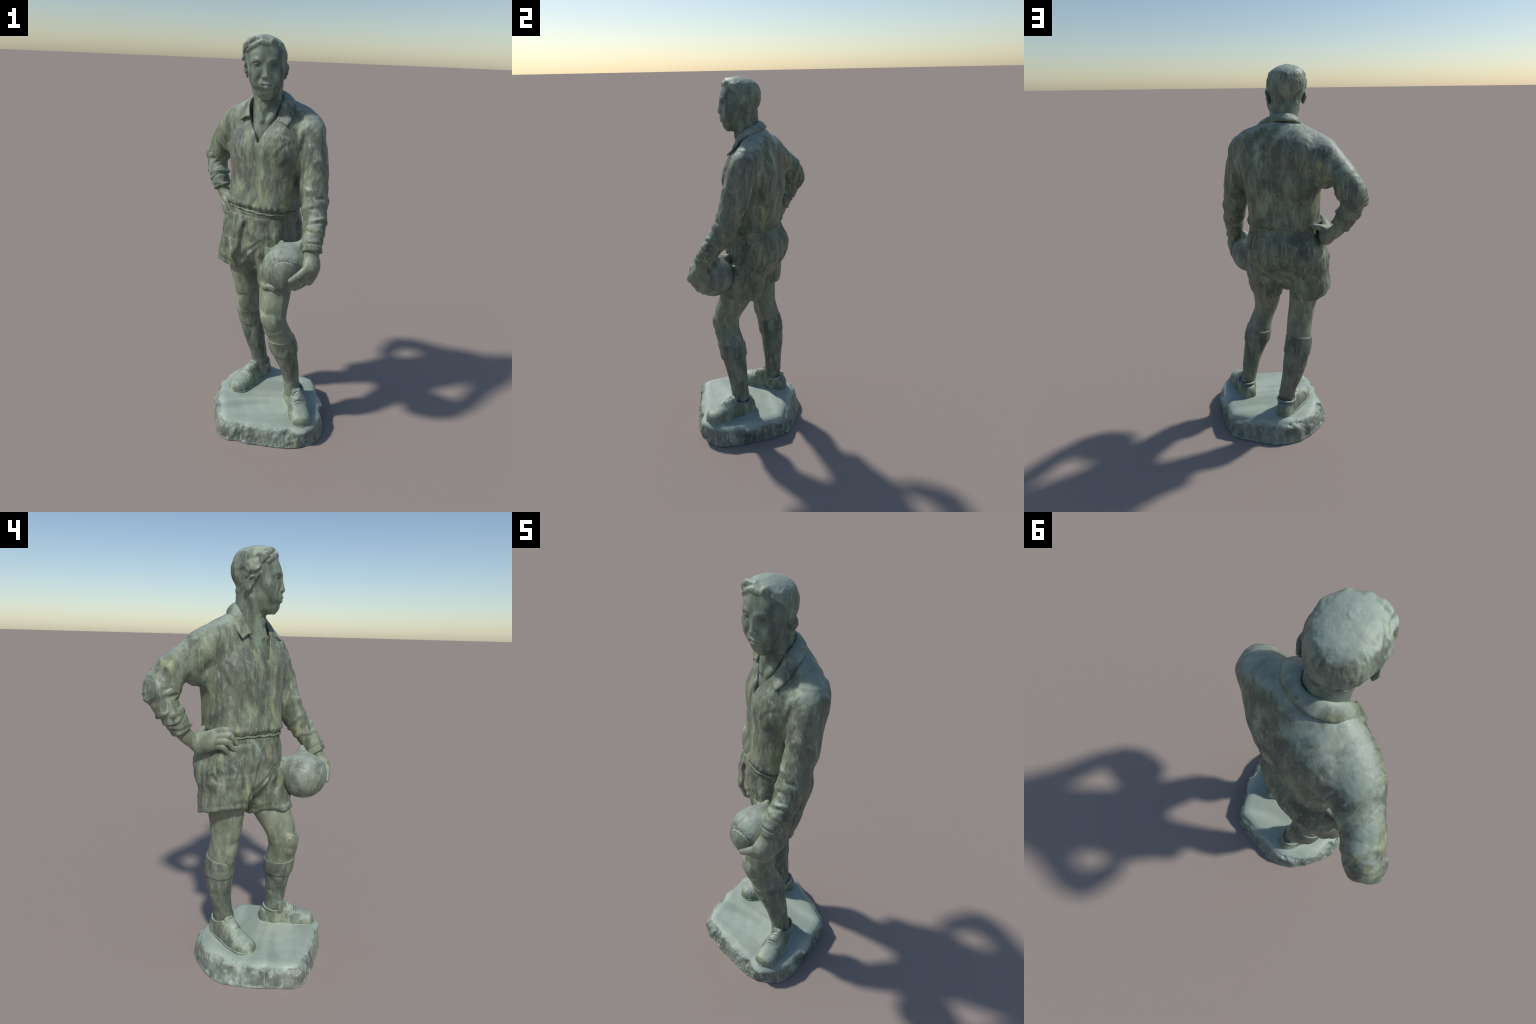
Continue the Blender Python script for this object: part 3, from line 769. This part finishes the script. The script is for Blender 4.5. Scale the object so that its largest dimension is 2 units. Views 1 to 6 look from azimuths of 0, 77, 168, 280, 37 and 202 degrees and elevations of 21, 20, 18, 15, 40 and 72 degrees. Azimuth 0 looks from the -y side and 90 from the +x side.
def build_head():
    g = Field((-.19, -.19, 1.50), (.10, .12, 2.02), .0023)
    sk = [(z, head_x(z) + c, y, a, bf, bb) for z, c, y, a, bf, bb in SKULL]
    g.add(loft(sk, 0, 2.25, .004), 0)
    g.add(loft(NECK, 0, 2.1, .01), .02)
    H = lambda lx, y, z: (head_x(z) + lx, y, z)
    # neck tendons and throat
    g.add(chain([(*H(-.062, -.02, 1.79), .012), (-.075, -.03, 1.72, .012), (-.052, -.066, 1.63, .011)]), .02)
    g.add(chain([(*H(.062, -.02, 1.79), .012), (.02, -.045, 1.70, .012), (-.012, -.07, 1.63, .011)]), .02)
    g.add(ellipsoid((-.03, -.058, 1.70), (.013, .014, .02)), .02)
    # chest seen through the open collar
    g.add(ellipsoid((-.019, -.030, 1.57), (.072, .050, .085), [unit((.8, -.6, 0)), unit((.6, .8, -.25)), unit((.15, .2, 1))]), .03)
    # face
    for s in (-1, 1):
        g.add(chain([(*H(.014 * s, -.1325, 1.886), .008), (*H(.036 * s, -.1290, 1.8925), .0085), (*H(.062 * s, -.1115, 1.884), .0075)], 8), .016)     # arched brow
        g.add(ellipsoid(H(.055 * s, -.098, 1.842), (.025, .025, .021)), .03)              # cheekbone
        g.add(ellipsoid(H(.042 * s, -.102, 1.812), (.030, .024, .030)), .03)              # cheek
        g.cut(ellipsoid(H(.040 * s, -.1485, 1.869), (.0245, .0180, .0115), [unit((1, .3 * s, 0)), unit((-.3 * s, 1, 0)), (0, 0, 1)]), .014)   # eye socket
        g.add(ellipsoid(H(.041 * s, -.1165, 1.8655), (.0185, .0155, .0125)), .003)        # eyeball
        g.add(chain([(*H(.021 * s, -.1305, 1.8640), .0032), (*H(.032 * s, -.1335, 1.8745), .0044), (*H(.047 * s, -.1295, 1.8745), .0044), (*H(.062 * s, -.1175, 1.8645), .0032)], 10), .0025)   # upper lid
        g.add(chain([(*H(.024 * s, -.1305, 1.8610), .0028), (*H(.041 * s, -.1305, 1.8555), .0036), (*H(.058 * s, -.119, 1.862), .0028)], 8), .003)   # lower lid
        g.add(ellipsoid(H(.0158 * s, -.1385, 1.8215), (.0095, .0115, .0085)), .006)         # nostril wing
        g.cut(ellipsoid(H(.0085 * s, -.148, 1.8130), (.0045, .006, .003)), .003)           # nostril
        g.cut(ellipsoid(H(.040 * s, -.146, 1.804), (.007, .01, .02), [unit((1, .2 * s, .45 * s)), (0, 1, 0), unit((-.45 * s, 0, 1))]), .016)       # crease from nose to mouth
    g.add(chain([(*H(0, -.131, 1.877), .0105), (*H(0, -.1395, 1.85), .0105), (*H(0, -.1445, 1.827), .0130)], 6), .014)
    g.add(ellipsoid(H(0, -.1265, 1.792), (.036, .0165, .022)), .016)
    g.add(chain([(*H(-.032, -.123, 1.7880), .004), (*H(-.010, -.1408, 1.7960), .0060), (*H(0, -.1415, 1.7945), .0056), (*H(.010, -.1408, 1.7960), .0060), (*H(.032, -.123, 1.7880), .004)], 10), .005)
    g.add(chain([(*H(-.025, -.127, 1.781), .005), (*H(0, -.1385, 1.7780), .0080), (*H(.025, -.127, 1.781), .005)], 8), .005)
    g.cut(chain([(*H(-.034, -.126, 1.7860), .0018), (*H(-.012, -.145, 1.7885), .0026), (*H(0, -.149, 1.7875), .0030), (*H(.012, -.145, 1.7885), .0026), (*H(.034, -.126, 1.7860), .0018)], 8), .003)
    g.add(ellipsoid(H(0, -.111, 1.754), (.028, .0185, .018)), .02)
    g.cut(ellipsoid(H(0, -.149, 1.766), (.02, .012, .005)), .012)
    # ears
    for s in (-1, 1):
        c = H(.0925 * s, -.020, 1.844)
        axes = [unit((1, -.45 * s, -.28 * s)), unit((.45 * s, 1, .22)), unit((.25 * s, -.2, 1))]
        g.add(ellipsoid(c, (.0085, .021, .036), axes), .006)
        g.cut(ellipsoid(np.array(c) + (.0085 * s, -.006, .004), (.007, .0115, .02), axes), .005)
        g.add(ellipsoid(np.array(c) + (.002 * s, -.014, -.006), (.006, .006, .009)), .005)
    # hair: locks swept to both sides of the parting, curls above the right ear
    locks = [[(-.018, -.110, 1.963, .011), (-.050, -.110, 1.949, .012), (-.078, -.094, 1.928, .009)],
             [(-.012, -.098, 1.981, .013), (-.058, -.094, 1.970, .016), (-.084, -.070, 1.948, .013)],
             [(-.004, -.110, 1.966, .011), (.024, -.108, 1.958, .012), (.058, -.095, 1.944, .011)],
             [(.03, -.100, 1.970, .014), (.062, -.08, 1.956, .014), (.080, -.05, 1.935, .012)],
             [(-.082, -.078, 1.940, .012), (-.090, -.054, 1.922, .014), (-.088, -.026, 1.912, .013)],
             [(-.086, -.064, 1.908, .010), (-.095, -.043, 1.902, .0145), (-.088, -.018, 1.896, .012)],
             [(-.070, -.088, 1.948, .010), (-.083, -.064, 1.958, .010), (-.085, -.035, 1.952, .009)],
             [(-.083, -.035, 1.930, .010), (-.087, -.008, 1.920, .011), (-.083, .015, 1.905, .009)],
             [(-.088, -.062, 1.885, .007), (-.092, -.052, 1.872, .007), (-.089, -.046, 1.858, .004)],
             [(.084, -.056, 1.905, .008), (.090, -.048, 1.882, .007), (.087, -.045, 1.860, .004)],
             [(.082, -.062, 1.925, .009), (.090, -.035, 1.915, .009), (.092, -.01, 1.905, .007)]]
    for lk in locks: g.add(chain([(*H(*q[:3]), q[3]) for q in lk], 6), .009)
    def surface(P):
        m = hair_mask(P); lx = P[:, 0] - head_x(P[:, 2])
        d = P - (head_x(1.95), .01, 1.975)
        ang = np.arctan2(d[:, 0], -d[:, 1]); rad = np.linalg.norm(d, axis=1)
        warp = 2.2 * noise(P, 22, 41)
        strand = np.sin(ang * 34 + warp * 2.6) * .0004 + np.sin(ang * 13 + rad * 30 + 2 * warp) * .0006
        calm = step(rad, .03, .07) * step(P[:, 2], 1.992, 1.97)
        side = step(-lx, -.02, .05)
        wave = .0022 * np.sin(rad * 150 + warp * 2.2 + 2 * ang) * step(-P[:, 1], -.03, .04) * side
        h = m * (strand * calm + wave * calm + .0026 * fbm(P, (34, 34, 26), 3, 43)) - (1 - m) * .0022 * step(P[:, 2], 1.78, 1.84)
        h += (1 - m) * .0010 * fbm(P, (26, 26, 14), 2, 47)
        neck = step(P[:, 2], 1.76, 1.72)
        h += neck * .0014 * noise(P, (40, 40, 7), 49)
        return h
    g.relief(surface, .012)
    V, Q = bake(g)
    C = centre(V, Q); lx = C[:, 0] - head_x(C[:, 2])
    lab = np.zeros(len(C), int)
    lab[hair_mask(C) > .5] = 1
    lab[(C[:, 2] < 1.735 + .25 * (C[:, 1] + .08)) & (C[:, 2] < 1.80)] = 2
    for i, s in ((3, -1), (4, 1)):
        c = np.array(H(.093 * s, -.022, 1.842))
        lab[(np.linalg.norm((C - c) / (.016, .027, .042), axis=1) < 1) & (lx * s > .078)] = i
    put_regions(V, Q, (lab, [("head", M["face"], None), ("hair", M["hair"], None), ("neck", M["face"], None), ("ear", M["face"], None), ("ear", M["face"], None)]))

# ------------------------------------------------------------------ hands
def build_hands():
    # figure's right hand on the hip
    g = Field((-.31, -.03, 1.07), (-.07, .30, 1.29), .0022)
    g.add(chain([(-.270, .256, 1.262, .036), (-.246, .230, 1.212, .034), (-.222, .202, 1.183, .033), (-.206, .178, 1.172, .034)], 8), 0)
    back = chain([(-.20, .185, 1.165, .036), (-.215, .145, 1.175, .034), (-.222, .105, 1.19, .030)], 6)
    g.add(back, .02)
    g.add(chain([(-.205, .17, 1.19, .026), (-.216, .11, 1.215, .024)]), .02)
    g.add(chain([(-.205, .17, 1.148, .026), (-.225, .11, 1.165, .022)]), .02)
    fingers = [[(-.215, .11, 1.220, .017), (-.214, .052, 1.236, .0145), (-.186, .016, 1.214, .010)],
               [(-.226, .105, 1.205, .0175), (-.222, .038, 1.212, .0148), (-.193, .010, 1.172, .010)],
               [(-.230, .102, 1.186, .0170), (-.230, .048, 1.187, .0145), (-.205, .020, 1.149, .010)],
               [(-.228, .100, 1.166, .0155), (-.231, .060, 1.160, .0130), (-.211, .042, 1.126, .0095)]]
    lab_pts = []
    for fg in fingers:
        g.add(chain(fg, 10), .005)
    thumb = [(-.20, .165, 1.195, .022), (-.178, .178, 1.212, .019), (-.145, .178, 1.222, .015), (-.118, .174, 1.224, .011)]
    g.add(chain(thumb, 8), .015)
    def skin(P):
        h = .0012 * fbm(P, 30, 2, 51)
        for fg in fingers:
            a, b = np.array(fg[0][:3]), np.array(fg[1][:3])
            h += .0018 * bell(np.linalg.norm(P - b - (-.008, 0, .006), axis=1), 0, .010)
        return h
    g.relief(skin, .01)
    V, Q = bake(g); hand_parts(V, Q, fingers + [thumb], [.35] * 4 + [.3])
    # figure's left hand clasping the ball
    g = Field((.06, -.43, .80), (.29, -.20, 1.12), .0022)
    g.add(chain([(.205, -.300, 1.09, .036), (.205, -.322, 1.05, .035), (.207, -.34, 1.015, .036)], 6), 0)
    g.add(chain([(.210, -.333, 1.02, .034), (.206, -.336, .985, .034), (.195, -.328, .945, .030)], 6), .02)
    g.add(chain([(.216, -.30, 1.01, .026), (.212, -.295, .965, .026), (.198, -.29, .93, .024)], 6), .02)
    g.add(chain([(.200, -.352, 1.01, .028), (.192, -.352, .98, .026)]), .02)
    on = lambda d, off, r: (*(BALL + unit(d) * (BALL_R + off)), r)
    g.add(chain([on((.85, -.5, .15), .008, .024), on((.85, -.45, -.2), .006, .024)]), .025)      # palm
    fingers = [[on((.74, -.66, -.15), .006, .018), on((.66, -.64, -.45), .004, .0155), on((.42, -.62, -.72), .001, .012)],
               [on((.80, -.50, -.20), .007, .018), on((.72, -.48, -.55), .004, .0155), on((.42, -.42, -.85), .001, .012)],
               [on((.86, -.34, -.22), .007, .017), on((.76, -.30, -.60), .004, .015), on((.44, -.22, -.88), .001, .012)],
               [on((.90, -.18, -.20), .006, .015), on((.80, -.12, -.58), .003, .0135), on((.50, -.04, -.84), .0, .011)]]
    for fg in fingers: g.add(chain(fg, 10), .006)
    thumb = [(.193, -.340, 1.03, .024), (.178, -.366, 1.008, .0195), (.146, -.376, .980, .016), (.112, -.376, .954, .012)]
    g.add(chain(thumb, 10), .014)
    g.relief(lambda P: .0015 * fbm(P, 28, 2, 53), .01)
    V, Q = bake(g); hand_parts(V, Q, fingers + [thumb], [.3] * 4 + [.35])

def hand_parts(V, Q, digits, start):
    C = centre(V, Q); lab = np.zeros(len(C), int); best = np.full(len(C), 1.)
    for i, (fg, s) in enumerate(zip(digits, start)):
        K = catmull(np.array(fg), 16); T, d = polyline_t(C, K); L = np.linalg.norm(np.diff(K[:, :3], axis=0), axis=1).sum()
        m = (T > s * L) & (d < .021) & (d < best)
        lab[m] = i + 1; best[m] = d[m]
    N = normals(V, Q)
    hand = put_regions(V, Q, (np.where(lab == 0, 0, 99), [("hand", M["skin"], None)]), N)[0]
    for i in range(len(digits)):
        q = Q[lab == i + 1]
        if len(q):
            u, inv = np.unique(q, return_inverse=True)
            put("thumb" if i == len(digits) - 1 else "finger", V[u], inv.reshape(q.shape), M["skin"], hand, N[u])

# ------------------------------------------------------------------ ball
BALL = np.array((.093, -.263, .977)); BALL_R = .1115
def build_ball():
    g = Field(BALL - .14, BALL + (.14, .14, .19), .0026)
    g.add(chain([(*BALL, BALL_R), (*(BALL + (.028, .013, -.007)), BALL_R)]), 0)
    # bronze web left by the casting that ties the ball to the shorts and to the sleeve
    g.add(chain([(.085, -.24, 1.03, .045), (.077, -.185, 1.04, .028), (.069, -.142, 1.066, .008)], 6), .025)
    g.add(chain([(.07, -.19, 1.0, .05), (.055, -.15, 1.01, .03)]), .03)
    g.add(chain([(.10, -.25, 1.03, .055), (.135, -.247, 1.06, .032), (.166, -.243, 1.098, .014)], 6), .03)
    ax = [unit((-.1, -.99, -.07)), unit((-.95, .1, -.25)), unit((.3, .3, .9))]
    def seams(P):
        D = (P - BALL) / np.linalg.norm(P - BALL, axis=1)[:, None]
        h = 0
        # circular panels: cap seams about three axes and strips between them
        t = np.arccos(np.clip(D @ ax[0], -1, 1)); t1 = np.arccos(np.clip(D @ ax[1], -1, 1))
        h = h - .0032 * bell(t, .66, .018) + .0012 * step(t, .66, .60)
        for q in (.80, 1.18): h = h - .0022 * bell(t1, q, .015) * step(t, .66, .70)
        # worn stamped marks above the round panel
        for i in range(9):
            a = -.55 + .13 * i
            d = unit((a, -.80 + .2 * abs(a), .52 + .05 * (i % 2)))
            h = h - .0022 * bell(np.linalg.norm((D - d) * (1, 1, .55), axis=1), .022 + .012 * (i % 3), .009)
        h += .0012 * fbm(P, 24, 3, 61)
        return h
    g.relief(seams, .01)
    V, Q = bake(g); ball = put("football", V, Q, M["ball"])

M = {}
make_materials()
main()
